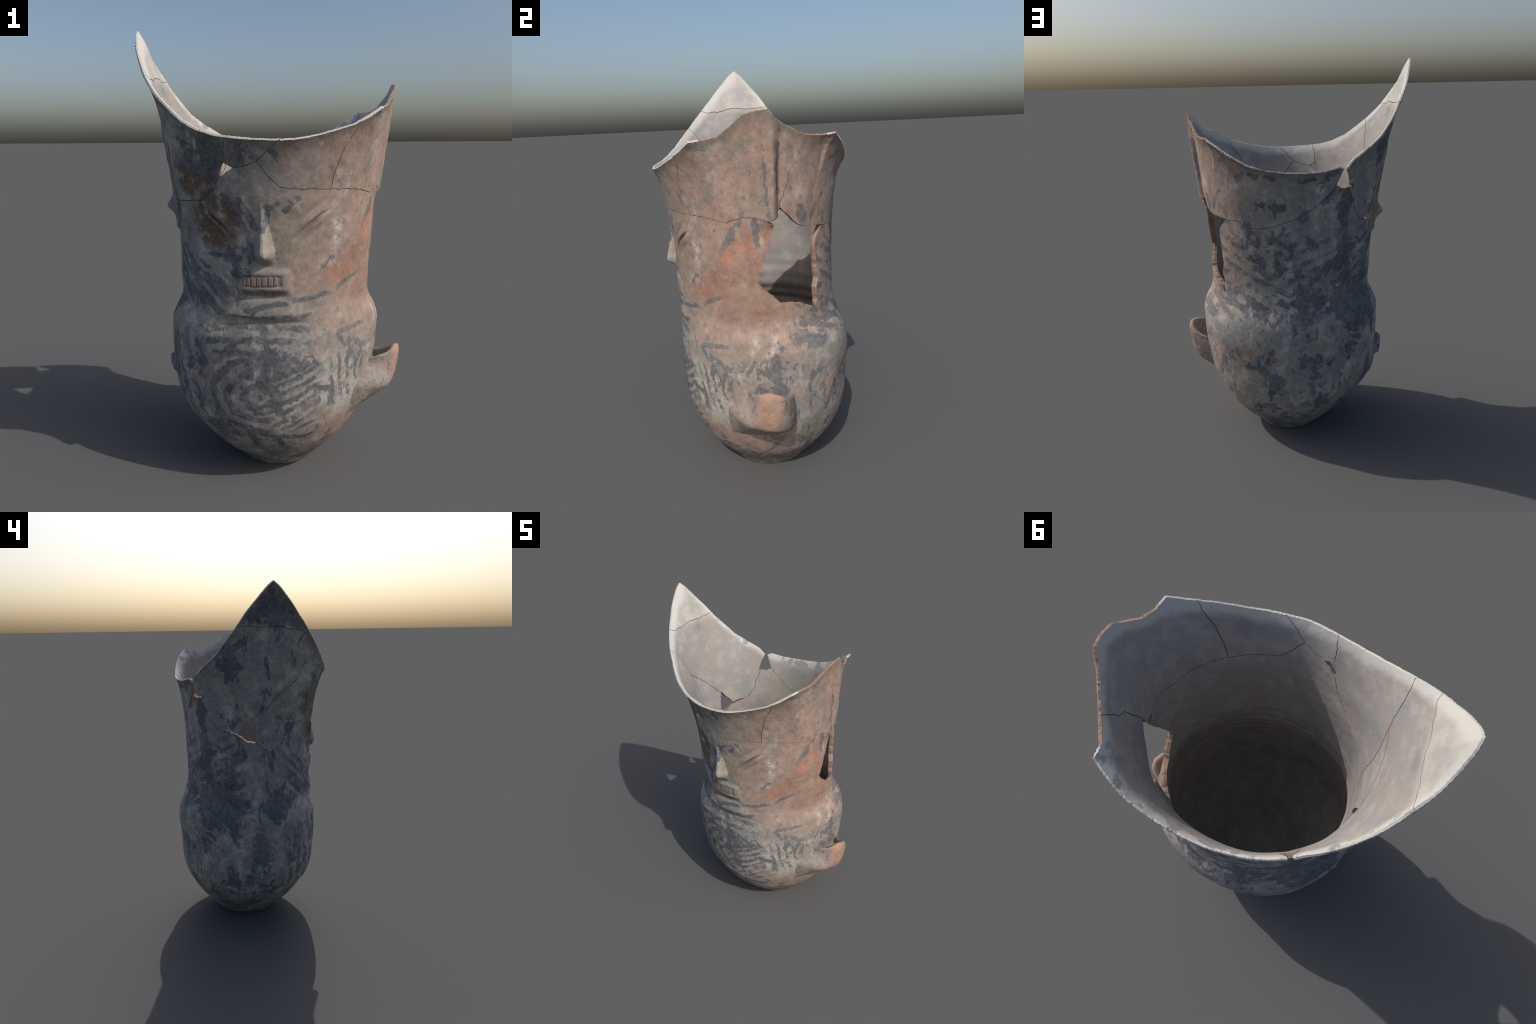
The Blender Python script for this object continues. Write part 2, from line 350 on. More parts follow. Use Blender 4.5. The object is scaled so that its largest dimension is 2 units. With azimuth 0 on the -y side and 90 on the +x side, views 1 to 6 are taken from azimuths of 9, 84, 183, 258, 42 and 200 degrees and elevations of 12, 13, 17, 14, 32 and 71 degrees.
# ---------- materials: slip, clay, and worn dark paint in node masks ----------
class Nodes:
    """small helper that writes shader nodes"""
    def __init__(self, name):
        self.mat = bpy.data.materials.new(name); self.mat.use_nodes = True
        self.t = self.mat.node_tree; self.t.nodes.clear()
        self.obj = self.new('ShaderNodeTexCoord').outputs['Object']
        s = self.new('ShaderNodeSeparateXYZ'); self.link(self.obj, s.inputs[0]); self.x, self.y, self.z = s.outputs
        a = self.m('DIVIDE', self.m('SUBTRACT', self.x, NC[0]), NR[0]); b = self.m('DIVIDE', self.m('SUBTRACT', .010, self.y), NR[1])
        self.ang = self.m('ARCTAN2', a, b)                       # 0 at the front, + to the right
        self.u = self.m('MULTIPLY', self.ang, RPD*180/math.pi)
        self.back = self.m('MULTIPLY', self.m('SUBTRACT', math.pi, self.m('ABSOLUTE', self.ang)), RPD*180/math.pi)
        self.uv = self.xyz(self.u, self.z, 0.0)
    def new(self, kind, **kw):
        n = self.t.nodes.new(kind)
        for k, v in kw.items(): setattr(n, k, v)
        return n
    def link(self, a, b): self.t.links.new(a, b)
    def put(self, v, sock):
        if isinstance(v, bpy.types.NodeSocket): self.link(v, sock)
        elif hasattr(sock.default_value, '__len__'): sock.default_value = (*v, 1)[:len(sock.default_value)] if hasattr(v, '__len__') else (v,)*len(sock.default_value)
        else: sock.default_value = v
    def m(self, op, a, b=None, c=None, clamp=False):
        n = self.new('ShaderNodeMath', operation=op, use_clamp=clamp)
        for i, v in enumerate((a, b, c)):
            if v is not None: self.put(v, n.inputs[i])
        return n.outputs[0]
    def v(self, op, a, b=None, scale=None):
        n = self.new('ShaderNodeVectorMath', operation=op); self.put(a, n.inputs[0])
        if b is not None: self.put(b, n.inputs[1])
        if scale is not None: self.put(scale, n.inputs['Scale'])
        return n.outputs['Value'] if op in ('DOT_PRODUCT', 'DISTANCE', 'LENGTH') else n.outputs[0]
    def xyz(self, x, y, z):
        n = self.new('ShaderNodeCombineXYZ'); [self.put(q, n.inputs[i]) for i, q in enumerate((x, y, z))]; return n.outputs[0]
    def noise(self, scale, detail=4, rough=.55, vec=None, shift=0.0, stretch=(1, 1, 1), colour=False, warp=0.0):
        mp = self.new('ShaderNodeMapping'); self.link(vec or self.obj, mp.inputs[0]); mp.inputs['Location'].default_value = (shift, shift*.7, shift*1.3); mp.inputs['Scale'].default_value = stretch
        n = self.new('ShaderNodeTexNoise'); self.link(mp.outputs[0], n.inputs['Vector'])
        n.inputs['Scale'].default_value = scale; n.inputs['Detail'].default_value = detail; n.inputs['Roughness'].default_value = rough; n.inputs['Distortion'].default_value = warp
        return n.outputs['Color' if colour else 'Fac']
    def step(self, x, lo, hi):
        """0 below lo, 1 above hi (or the reverse when lo > hi)"""
        n = self.new('ShaderNodeMapRange', interpolation_type='SMOOTHSTEP', clamp=True)
        self.put(x, n.inputs[0])
        a, b, c, d = (lo, hi, 0, 1) if not isinstance(lo, (int, float)) or lo < hi else (hi, lo, 1, 0)
        for i, q in enumerate((a, b, c, d)): self.put(q, n.inputs[i+1])
        return n.outputs[0]
    def mix(self, f, a, b):
        n = self.new('ShaderNodeMix', data_type='RGBA', clamp_factor=True); self.put(f, n.inputs[0]); self.put(a, n.inputs[6]); self.put(b, n.inputs[7]); return n.outputs[2]
    def times(self, a, *bs):
        for b in bs: a = self.m('MULTIPLY', a, b)
        return a
    def spot(self, phi, z, rphi, rz, tilt=0.0, soft=.35, uv=None):
        """soft oval patch on the wall at an angle and height"""
        d = self.v('SUBTRACT', uv or self.uv, (phi*RPD, z, 0))
        r = math.radians(tilt); e = self.v('DOT_PRODUCT', d, (math.cos(r)/(rphi*RPD), math.sin(r)/(rphi*RPD), 0)); n = self.v('DOT_PRODUCT', d, (-math.sin(r)/rz, math.cos(r)/rz, 0))
        l = self.v('LENGTH', self.xyz(e, n, 0.0)); return self.step(l, 1+soft, 1-soft)
    def lip(self, depth):
        """1 on the rim line, fading out at a depth below it"""
        c = self.new('ShaderNodeFloatCurve'); cv = c.mapping.curves[0]
        knots = [(i/36, float(rim_z(-180+10*i)-1.4)) for i in range(37)]
        cv.points[0].location = knots[0]; cv.points[1].location = knots[-1]
        for k in knots[1:-1]: cv.points.new(*k)
        for q in cv.points: q.handle_type = 'VECTOR'
        c.mapping.update(); self.link(self.m('MULTIPLY_ADD', self.ang, .5/math.pi, .5), c.inputs['Value'])
        d = self.m('SUBTRACT', self.m('ADD', c.outputs[0], 1.4), self.z)
        d = self.m('ADD', d, self.m('MULTIPLY', self.m('SUBTRACT', self.noise(14, 4, .6, shift=66), .5), depth*.9))
        return self.step(d, depth, depth*.25)
    def any(self, *fs):
        a = fs[0]
        for b in fs[1:]: a = self.m('MAXIMUM', a, b)
        return a
    def brush(self, strokes, uv, widen=1.0):
        """distance to the nearest painted stroke, 1 at its edge"""
        f = None
        for w, pts in strokes:
            for (a0, z0), (a1, z1) in zip(pts[:-1], pts[1:]):
                A = (a0*RPD, z0, 0); d = ((a1-a0)*RPD, z1-z0, 0); L = d[0]**2+d[1]**2
                pa = self.v('SUBTRACT', uv, A)
                h = self.m('MAXIMUM', self.m('MINIMUM', self.v('DOT_PRODUCT', pa, (d[0]/L, d[1]/L, 0)), 1.0), 0.0)
                q = self.m('MULTIPLY', self.v('DISTANCE', pa, self.v('SCALE', d, scale=h)), 1000/(w*widen))
                f = q if f is None else self.m('MINIMUM', f, q)
        return f
    def finish(self, colour, height=None, rough=.86, strength=.5, dist=.003):
        b = self.new('ShaderNodeBsdfPrincipled'); self.put(colour, b.inputs['Base Color']); self.put(rough, b.inputs['Roughness']); b.inputs['Specular IOR Level'].default_value = .25
        if height is not None:
            n = self.new('ShaderNodeBump'); n.inputs['Strength'].default_value = strength; n.inputs['Distance'].default_value = dist; self.link(height, n.inputs['Height']); self.link(n.outputs[0], b.inputs['Normal'])
        o = self.new('ShaderNodeOutputMaterial'); self.link(b.outputs[0], o.inputs[0]); return self.mat

TAN, CREAM, GREY = (.252, .234, .205), (.430, .412, .368), (.208, .204, .198)
PINK, RED, ORANGE = (.305, .218, .172), (.268, .156, .115), (.365, .165, .105)
PAINT, FADED, BROWN, LIME = (.076, .082, .100), (.140, .145, .155), (.125, .080, .055), (.47, .45, .42)
BOWL_STROKES = [
    (5.6, [(-2.8, 0.523), (1.8, 0.531), (4.7, 0.495), (8.4, 0.455), (4.6, 0.43)]),
    (3.9, [(6.3, 0.393), (1.5, 0.377), (-4.2, 0.38), (-6.6, 0.397), (-3.4, 0.414)]),
    (4.6, [(0.2, 0.408), (1.4, 0.407)]),
    (9.1, [(19.9, 0.379), (23.0, 0.414)]),
    (5.6, [(19.9, 0.379), (18.5, 0.335)]),
    (4.9, [(-10.3, 0.3), (-3.0, 0.27), (10.8, 0.251), (26.4, 0.243), (32.2, 0.263)]),
    (3.9, [(42.9, 0.719), (52.7, 0.738), (63.6, 0.74)]),
    (3.2, [(44.0, 0.704), (47.9, 0.664)]),
    (5.3, [(54.1, 0.667), (52.2, 0.615), (49.2, 0.585)]),
    (17.6, [(-3.7, 0.572), (12.9, 0.6), (24.1, 0.613)]),
    (9.2, [(106.8, 0.766), (115.6, 0.77), (122.4, 0.74)]),
    (5.5, [(115.4, 0.73), (128.5, 0.739)]),
    (4.9, [(51.6, 0.681), (50.7, 0.593)]),
    (6.2, [(56.7, 0.67), (64.9, 0.635), (70.3, 0.64), (73.9, 0.668)]),
    (4.9, [(66.4, 0.59), (63.1, 0.537)]),
    (4.3, [(61.0, 0.61), (58.0, 0.522)]),
    (4.3, [(80.6, 0.683), (76.8, 0.618)]),
    (2.8, [(105.1, 0.66), (104.9, 0.641)]),
    (3.7, [(109.7, 0.646), (109.4, 0.621)]),
    (3.7, [(116.9, 0.612), (115.2, 0.575)]),
    (3.1, [(114.4, 0.55), (115.0, 0.513)]),
    (3.1, [(116.1, 0.469), (116.0, 0.432)]),
    (3.1, [(107.8, 0.43), (107.7, 0.385)]),
    (4.3, [(134.9, 0.516), (129.9, 0.387)]),
    (4.3, [(44.1, 0.187), (64.2, 0.193), (78.2, 0.124), (90.4, 0.187), (99.5, 0.283)]),
    (4.9, [(25.3, 0.496), (40.7, 0.475), (39.7, 0.398)])
]
NECK_STROKES = [
    (4.6, [(-6.9, 0.837), (1.6, 0.852), (11.8, 0.865)]),
    (2.8, [(-19.2, 0.808), (1.2, 0.805), (26.0, 0.813)]),
    (3.9, [(17.0, 0.877), (26.0, 0.882), (33.8, 0.89), (44.6, 0.913), (59.4, 0.968)]),
    (9.1, [(-48.9, 1.003), (-44.1, 0.968), (-33.7, 0.939), (-26.4, 0.907), (-14.9, 0.904), (-11.8, 0.867)]),
    (8.4, [(-57.6, 0.906), (-44.5, 0.864), (-31.5, 0.841), (-22.9, 0.804)]),
    (4.9, [(-37.5, 1.056), (-27.3, 1.055), (-12.6, 1.053)]),
    (6.2, [(-20.8, 1.305), (-16.4, 1.256), (-11.5, 1.204), (-7.8, 1.158), (-6.9, 1.114), (-5.6, 1.063)]),
    (7.2, [(-11.9, 1.283), (-7.6, 1.23), (-4.0, 1.18)]),
    (4.5, [(2.5, 1.263), (2.9, 1.224), (0.6, 1.166)]),
    (4.5, [(4.3, 1.256), (7.9, 1.281)]),
    (6.2, [(11.5, 1.245), (16.8, 1.291)]),
    (4.5, [(34.3, 1.016), (40.1, 1.046)]),
    (8.2, [(-15.7, 0.984), (-8.2, 0.991)]),
    (6.2, [(-13.0, 0.848), (-5.1, 0.833)]),
    (6.5, [(76.5, 1.31), (72.0, 1.268), (67.5, 1.212), (62.3, 1.167)]),
    (5.2, [(85.4, 1.309), (85.9, 1.254), (86.8, 1.199)]),
    (5.5, [(109.1, 0.828), (117.8, 0.816)]),
    (6.8, [(136.4, 0.809), (159.0, 0.792)]),
    (9.2, [(140.3, 0.864), (147.3, 0.894)]),
    (6.1, [(152.5, 1.068), (164.1, 1.032)]),
    (6.1, [(159.8, 1.004), (168.6, 0.969)]),
    (7.8, [(-154.4, 1.006), (-139.4, 1.039)]),
    (6.7, [(-145.8, 0.879), (-128.2, 0.916)]),
    (8.4, [(-173.9, 0.995), (-174.5, 1.077), (-177.5, 1.115)]),
    (11.1, [(173.9, 1.078), (175.1, 1.003)]),
    (7.2, [(134.9, 0.863), (153.0, 0.894)]),
    (6.7, [(134.0, 0.81), (152.5, 0.801), (166.1, 0.8)]),
    (6.1, [(-150.0, 0.804), (-131.9, 0.807)]),
    (13.9, [(-114.2, 0.823), (-121.0, 0.743)])
]
SHERD_STROKES = [
    (5.1, [(-43.3, 1.498), (-37.8, 1.46)]),
    (5.9, [(-44.8, 1.421), (-31.7, 1.408), (-26.1, 1.39)]),
    (5.1, [(-26.3, 1.461), (-13.3, 1.444)]),
    (6.6, [(-26.7, 1.368), (-18.9, 1.394)]),
    (5.9, [(4.3, 1.48), (7.8, 1.444)]),
    (2.9, [(91.7, 1.573), (92.0, 1.459), (93.5, 1.324)]),
    (3.9, [(99.9, 1.619), (98.5, 1.508), (99.2, 1.427)]),
    (7.7, [(113.6, 1.352), (116.8, 1.3)]),
    (3.2, [(124.6, 1.323), (123.7, 1.294)]),
    (4.5, [(138.9, 1.543), (144.7, 1.563)]),
    (6.5, [(52.0, 1.613), (61.8, 1.618)]),
    (4.2, [(-90.1, 1.627), (-88.3, 1.518)]),
    (3.7, [(-108.9, 1.527), (-109.1, 1.496)]),
    (3.7, [(-89.4, 1.47), (-86.6, 1.426)]),
    (4.2, [(-109.7, 1.384), (-110.7, 1.365)]),
    (3.7, [(-123.3, 1.324), (-123.0, 1.304)]),
    (9.0, [(-88.4, 1.919), (-86.7, 1.815)]),
    (5.8, [(-95.3, 1.923), (-96.7, 1.827)]),
    (10.6, [(-79.3, 1.907), (-73.3, 1.803)]),
    (6.9, [(-117.9, 1.635), (-105.7, 1.704)]),
    (5.8, [(-124.4, 1.63), (-114.6, 1.665)]),
    (6.4, [(149.3, 1.462), (155.0, 1.492)]),
    (5.8, [(-172.2, 1.453), (-163.6, 1.464)]),
    (4.5, [(168.0, 1.482), (172.4, 1.469)])
]

def painted(name, part, strokes):
    N = Nodes(name)
    warp = N.v('ADD', N.v('SCALE', N.v('SUBTRACT', N.noise(24, 2, colour=True), (.5, .5, .5)), scale=.024), N.v('SCALE', N.v('SUBTRACT', N.noise(62, 5, .7, shift=3, colour=True), (.5, .5, .5)), scale=.020))
    uv = N.v('ADD', N.uv, warp)
    w = N.new('ShaderNodeSeparateXYZ'); N.link(uv, w.inputs[0]); U, Z = w.outputs[0], w.outputs[1]
    big, mid, fine, grit = N.noise(3.2, 2, .6), N.noise(11, 5, .64, shift=5), N.noise(48, 4, .62, shift=9), N.noise(150, 2, .6, shift=2)
    cloud, flake = N.noise(6.5, 4, .66, shift=31), N.noise(14, 5, .66, shift=17)
    right = N.m('COSINE', N.m('SUBTRACT', N.ang, math.radians(82)))        # 1 on the right side, -1 on the left
    # bare slip: tan with cream and grey clouds
    col = N.mix(N.step(mid, .43, .60), TAN, CREAM)
    col = N.mix(N.times(N.step(cloud, .62, .44), .7), col, GREY)
    if part == 'bowl': col = N.mix(N.times(N.spot(50, .50, 19, .15, 0, .5, uv), N.step(mid, .36, .54), .9), col, (.41, .392, .335))
    # clay showing through, reddest on the right
    edge = N.m('ADD', right, N.m('MULTIPLY', N.m('SUBTRACT', mid, .5), 1.5))
    low_pink = N.times(N.step(N.m('ADD', edge, N.m('MULTIPLY', N.m('SUBTRACT', big, .5), 1.6)), .55, 1.1), .75)
    low_pink = N.any(low_pink, N.times(N.spot(75, .775, 46, .085, uv=uv), .95), N.times(N.step(cloud, .55, .63), .6))
    high_pink = N.any(N.times(N.step(edge, .05, .6), .92), N.times(N.step(cloud, .58, .66), .4))
    rise = N.step(Z, .70, .90)                                             # bowl below, neck above
    def blend(lo, hi): return N.m("MULTIPLY_ADD", rise, N.m("SUBTRACT", hi, lo), lo)
    pink = blend(low_pink, high_pink)
    if part == 'bowl': pink = N.any(pink, N.times(N.spot(66, .27, 46, .075, uv=uv), .95), N.times(N.spot(150, .50, 28, .14, uv=uv), N.step(mid, .42, .58)))
    if part == 'neck': pink = N.any(pink, N.times(N.spot(140, 1.19, 10, .06, uv=uv), .9))
    col = N.mix(pink, col, N.mix(N.step(N.noise(6.5, 5, .66, shift=21), .42, .60), (.330, .230, .182), (.258, .193, .158)))
    if part == 'neck':
        red = N.any(N.spot(60, 1.02, 24, .09, 20, .5, uv), N.spot(86, 1.08, 12, .16, 0, .6, uv), N.spot(78, .90, 28, .07, 0, .6, uv))
        col = N.mix(N.times(red, N.step(mid, .28, .54), .95), col, RED)
        hot = N.any(N.spot(77, 1.235, 7.5, .085, 28, .45, uv), N.spot(67, 1.16, 7, .055, 24, .6, uv), N.times(N.spot(91, 1.26, 4, .06, 0, .5, uv), .7), N.times(N.spot(47, .975, 9, .035, 10, .5, uv), .6))
        col = N.mix(N.times(hot, N.step(mid, .30, .55), .85), col, ORANGE)
        # ochre on the nose, pale cheek
        col = N.mix(N.times(N.spot(-.5, 1.15, 4, .12, 0, .5, uv), .6), col, (.36, .330, .265))
        col = N.mix(N.times(N.spot(-27, 1.02, 17, .05, 0, .5, uv), .7), col, (.29, .305, .280))
        col = N.mix(N.times(N.spot(13, 1.13, 12, .10, 0, .6, uv), N.step(mid, .35, .55), .7), col, (.275, .228, .168))
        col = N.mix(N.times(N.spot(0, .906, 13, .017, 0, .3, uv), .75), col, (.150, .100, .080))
    if part == 'sherd':
        col = N.mix(N.times(N.step(edge, .6, 1.1), N.step(cloud, .44, .60), .8), col, (.30, .190, .142))
        col = N.mix(N.times(N.step(right, .3, .6), N.step(N.noise(9, 5, .66, shift=45), .52, .62), .75), col, (.195, .165, .140))
    if part == 'neck': col = N.mix(N.times(N.any(N.spot(26, 1.203, 8, .013, 37, .6), N.spot(-26.5, 1.203, 8, .011, -37, .6)), .6), col, (.150, .115, .100))  # crease shade of the eye slits, painted as a brown tint
    # brown paint round the left eye and brow
    if part in ('neck', 'sherd'):
        brown = N.any(N.spot(-28, 1.20, 17, .125, 0, .25, uv), N.spot(-42, 1.36, 19, .075, -14, .3, uv))
        col = N.mix(N.times(brown, N.step(N.noise(17, 5, .70, shift=11), .62, .53), .95), col, BROWN)
    # dark paint: strokes, chevrons and blotches, flaked away in patches
    cover = N.m('MULTIPLY_ADD', N.m('COSINE', N.m('ADD', N.ang, math.radians(128))), .5, .5)     # 1 at the back left, 0 at the front right
    dark = N.times(N.step(N.m('MULTIPLY_ADD', N.m('SUBTRACT', mid, .5), 2.6, N.brush(strokes, uv, 2.4)), 1.10, .90), N.step(flake, .64, .57))
    patch = N.noise(7.5, 6, .66, shift=60, stretch=(1, 1, .68), warp=.4)
    if part != 'sherd':
        lim = blend(N.m('MULTIPLY_ADD', cover, -.075, .588), N.m('MULTIPLY_ADD', cover, -.150, .660))
        lim = N.m('SUBTRACT', lim, N.times(N.spot(-112, .81, 60, .10, 0, .6), .068))
    else:
        lim = N.m('MULTIPLY_ADD', cover, -.075, .655)
        lim = N.m('SUBTRACT', lim, N.times(N.any(N.spot(-88, 1.90, 34, .12, 0, .25, uv), N.times(N.spot(-22, 1.47, 27, .09, 0, .4, uv), .85), N.times(N.spot(175, 1.30, 30, .10, 0, .4, uv), .55), N.times(N.spot(-118, 1.66, 8, .16, 30, .5, uv), .6)), .16))
    dark = N.any(dark, N.step(N.m('SUBTRACT', patch, lim), -.004, .018))
    spots = N.noise(32, 4, .64, shift=77, stretch=(1, 1, .6))
    dark = N.any(dark, blend(N.times(N.step(spots, .62, .645), N.step(right, .98, .6)), N.step(spots, .675, .695)))
    def bars(k, period, duty, zone, wear=.57):
        return N.times(N.step(N.m('MULTIPLY_ADD', N.m('SUBTRACT', mid, .5), 3.2, N.m('SINE', N.m('MULTIPLY', k, 2*math.pi/period))), duty-.12, duty+.12), zone, N.step(flake, wear+.035, wear-.035))
    if part in ('neck', 'bowl'):
        # chevrons round the back of the neck
        k = N.m('ADD', N.m('SUBTRACT', N.z, N.m('MULTIPLY', N.back, .42)), N.m('MULTIPLY', N.m('SUBTRACT', fine, .5), .030))
        dark = N.any(dark, bars(k, .062, 0.0, N.times(N.step(N.back, .62, .46), N.step(N.z, .70, .80), N.step(N.z, 1.26, 1.12)), .53))
    if part == 'neck':
        # slanting lines on the left jaw
        k = N.m('ADD', Z, N.m('MULTIPLY', U, .75))
        dark = N.any(dark, bars(k, .060, -.1, N.times(N.step(N.ang, -1.35, -1.05), N.step(N.ang, -.25, -.45), N.step(Z, .80, .84), N.step(N.m('ADD', Z, N.m('MULTIPLY', U, .35)), .93, .90)), .60))
    if part == 'sherd':
        k = N.m('ADD', Z, N.m('MULTIPLY', U, .45))
        dark = N.any(dark, bars(k, .075, .25, N.times(N.step(N.ang, -.95, -.75), N.step(N.ang, .10, -.10), N.step(Z, 1.34, 1.38)), .53))
    if part == 'bowl':
        # rings of the big scroll on the front
        d = N.v('SUBTRACT', uv, (-.012, .455, 0)); d = N.v('MULTIPLY', d, (1.0, 1.15, 0)); r = N.m('ADD', N.v('LENGTH', d), N.m('MULTIPLY', N.m('SUBTRACT', N.noise(7, 2, .5, shift=70), .5), .075))
        dark = N.any(dark, bars(N.m('ADD', r, .012), .064, -.05, N.times(N.step(r, .265, .235), N.step(U, .05, .015)), .62))
        # slanting fringe right of the scroll, level lines under the chin
        k = N.m('ADD', N.m('SUBTRACT', Z, N.m('MULTIPLY', U, .52)), N.m('MULTIPLY', mid, .045))
        dark = N.any(dark, bars(k, .044, .15, N.times(N.step(U, .02, .05), N.step(U, .27, .22), N.step(Z, .27, .31), N.step(Z, .63, .58)), .58))
        dark = N.any(dark, bars(N.m('ADD', Z, N.m('MULTIPLY', N.m('MULTIPLY', U, U), .5)), .058, .1, N.times(N.step(U, -.27, -.22), N.step(U, .22, .16), N.step(Z, .62, .65), N.step(Z, .79, .765)), .56))
        # upright hooks on the right, long curved lines on the left
        dark = N.any(dark, bars(N.m('ADD', U, N.m('MULTIPLY', Z, .18)), .048, .25, N.times(N.step(U, .27, .31), N.step(U, .55, .47), N.step(Z, .36, .40), N.step(Z, .66, .60)), .53))
        k = N.m('ADD', N.m('ADD', U, N.m('MULTIPLY', Z, .22)), N.m('MULTIPLY', cloud, .16))
        dark = N.any(dark, bars(k, .074, .15, N.times(N.step(N.ang, -1.45, -1.15), N.step(N.ang, -.50, -.62), N.step(Z, .22, .32), N.step(Z, .72, .60)), .57))
        dark = N.any(dark, N.times(N.step(Z, .21, .12), N.step(patch, .44, .50), .8))
    pcol = N.mix(N.step(N.m('ADD', N.m('MULTIPLY', fine, .4), N.m('MULTIPLY', cloud, .6)), .42, .60), PAINT, FADED)
    pcol = N.mix(N.times(N.step(right, .2, .9), .45), pcol, (.17, .165, .160))
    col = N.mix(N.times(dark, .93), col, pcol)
    # lime bloom and fine specks
    lime = N.times(N.step(N.noise(11, 6, .66, shift=88, stretch=(1, 1, .6)), .55, .70), blend(.66, .45))
    if part == 'neck': lime = N.any(lime, N.times(N.spot(42, 1.17, 3.2, .085, 0, .7, uv), N.step(fine, .40, .58), .75))
    col = N.mix(lime, col, LIME)
    if part == 'sherd': col = N.mix(N.times(N.lip(.050), .55), col, (.17, .145, .120))
    col = N.mix(N.times(N.step(grit, .64, .72), .6), col, (.10, .085, .075))
    weather = N.noise(27, 6, .72, shift=102)
    col = N.v('SCALE', col, scale=N.m('MULTIPLY_ADD', weather, 1.25, .39))
    col = N.mix(.10, col, N.mix(N.step(fine, .3, .7), (.09, .08, .075), (.46, .42, .38)))
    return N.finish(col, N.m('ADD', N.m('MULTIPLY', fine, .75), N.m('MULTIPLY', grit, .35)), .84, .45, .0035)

def inside_slip():
    N = Nodes('pale_inner_slip')
    a, b, c, g = N.noise(4, 5, .6, shift=3), N.noise(13, 7, .66, shift=8), N.noise(40, 5, .6, shift=15), N.noise(140, 3, .6)
    col = N.mix(N.step(a, .36, .62), (.315, .275, .248), (.275, .268, .262))
    col = N.mix(N.times(N.step(b, .46, .64), .7), col, (.375, .348, .318))
    col = N.mix(N.times(N.step(N.noise(6, 6, .65, shift=23), .55, .66), .6), col, (.215, .215, .222))
    tip = N.times(N.step(N.m('ADD', N.z, N.m('MULTIPLY', b, .05)), 1.77, 1.83), .75)
    col = N.mix(tip, col, N.mix(N.step(b, .40, .62), (.49, .472, .430), (.37, .365, .345)))
    lipm = N.lip(.055)
    col = N.mix(N.times(lipm, .85), col, N.mix(N.times(N.step(b, .52, .60), N.step(N.y, .0, .3)), (.52, .505, .475), (.27, .268, .265)))  # lip whitened for the sunlight caught on its bevel
    col = N.mix(N.times(N.spot(-165, 1.30, 22, .12, 0, .6), .55), col, (.285, .280, .225))
    col = N.mix(N.times(N.step(c, .66, .74), .45), col, (.15, .14, .135))
    col = N.mix(N.times(N.step(g, .66, .74), .35), col, (.16, .15, .14))
    return N.finish(col, N.m('ADD', c, N.m('MULTIPLY', g, .4)), .88, .45, .003)

def broken_clay():
    N = Nodes('broken_clay')
    a, b = N.noise(14, 6, .65), N.noise(60, 5, .6, shift=4)
    col = N.mix(N.step(a, .40, .62), (.27, .160, .112), (.285, .215, .170))  # red-brown darkened to match notch edges lying in shadow
    col = N.mix(N.times(N.step(b, .50, .66), .7), col, (.19, .155, .13))
    return N.finish(col, b, .9, .7, .004)

def lug_clay():
    N = Nodes('worn_lug')
    a, b, g = N.noise(18, 7, .66), N.noise(55, 6, .62, shift=4), N.noise(150, 3, .6)
    col = N.mix(N.step(a, .42, .60), (.27, .205, .18), (.30, .275, .235))
    col = N.mix(N.times(N.step(b, .56, .63), .8), col, FADED)
    worn = N.step(N.m('ADD', N.x, N.m('MULTIPLY', N.m('SUBTRACT', N.noise(12, 4), .5), .06)), .565, .585)
    worn = N.times(worn, N.step(N.y, .07, .02))
    col = N.mix(worn, col, N.mix(N.step(a, .44, .60), (.355, .222, .162), (.33, .240, .185)))
    col = N.mix(N.times(N.step(N.noise(22, 7, .7, shift=30), .60, .64), .7), col, PAINT)
    col = N.mix(N.times(N.step(N.noise(26, 7, .7, shift=41), .60, .66), .6), col, CREAM)
    return N.finish(col, N.m('ADD', b, N.m('MULTIPLY', g, .4)), .86, .6, .004)

def tooth_clay():
    N = Nodes('tooth_clay'); g = N.noise(8, 4, .6)
    info = N.new('ShaderNodeObjectInfo').outputs['Random']
    col = N.mix(info, (.225, .180, .152), (.26, .208, .175))
    col = N.mix(N.step(g, .5, .7), col, (.20, .165, .145))
    return N.finish(col, g, .86, .3, .002)

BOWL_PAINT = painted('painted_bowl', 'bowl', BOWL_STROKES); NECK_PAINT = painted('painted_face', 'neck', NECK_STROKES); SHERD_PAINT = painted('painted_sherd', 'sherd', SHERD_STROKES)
INNER, BREAK, LUG, TOOTH = inside_slip(), broken_clay(), lug_clay(), tooth_clay()
root = bpy.data.objects.new('face_jar', None); bpy.context.scene.collection.objects.link(root)
root['label'] = 'broken clay jar with a modelled face and faded paint'; root['category'] = 'pottery jar'

def put(name, me, parent=root, mats=None):
    ob = bpy.data.objects.new(name, me); bpy.context.scene.collection.objects.link(ob); ob.parent = parent
    for m in mats or (NECK_PAINT, INNER, BREAK): me.materials.append(m)
    return ob

FC_PHI = PHI[FACES].copy(); FC_PHI[np.ptp(FC_PHI, axis=1) > 180] = SEAM
FC_PHI = wrap(FC_PHI.mean(1)); FC_Z = ZED[FACES].mean(1)
sizes = np.bincount(comp); body = int(sizes.argmax())
print('sherds', sizes)

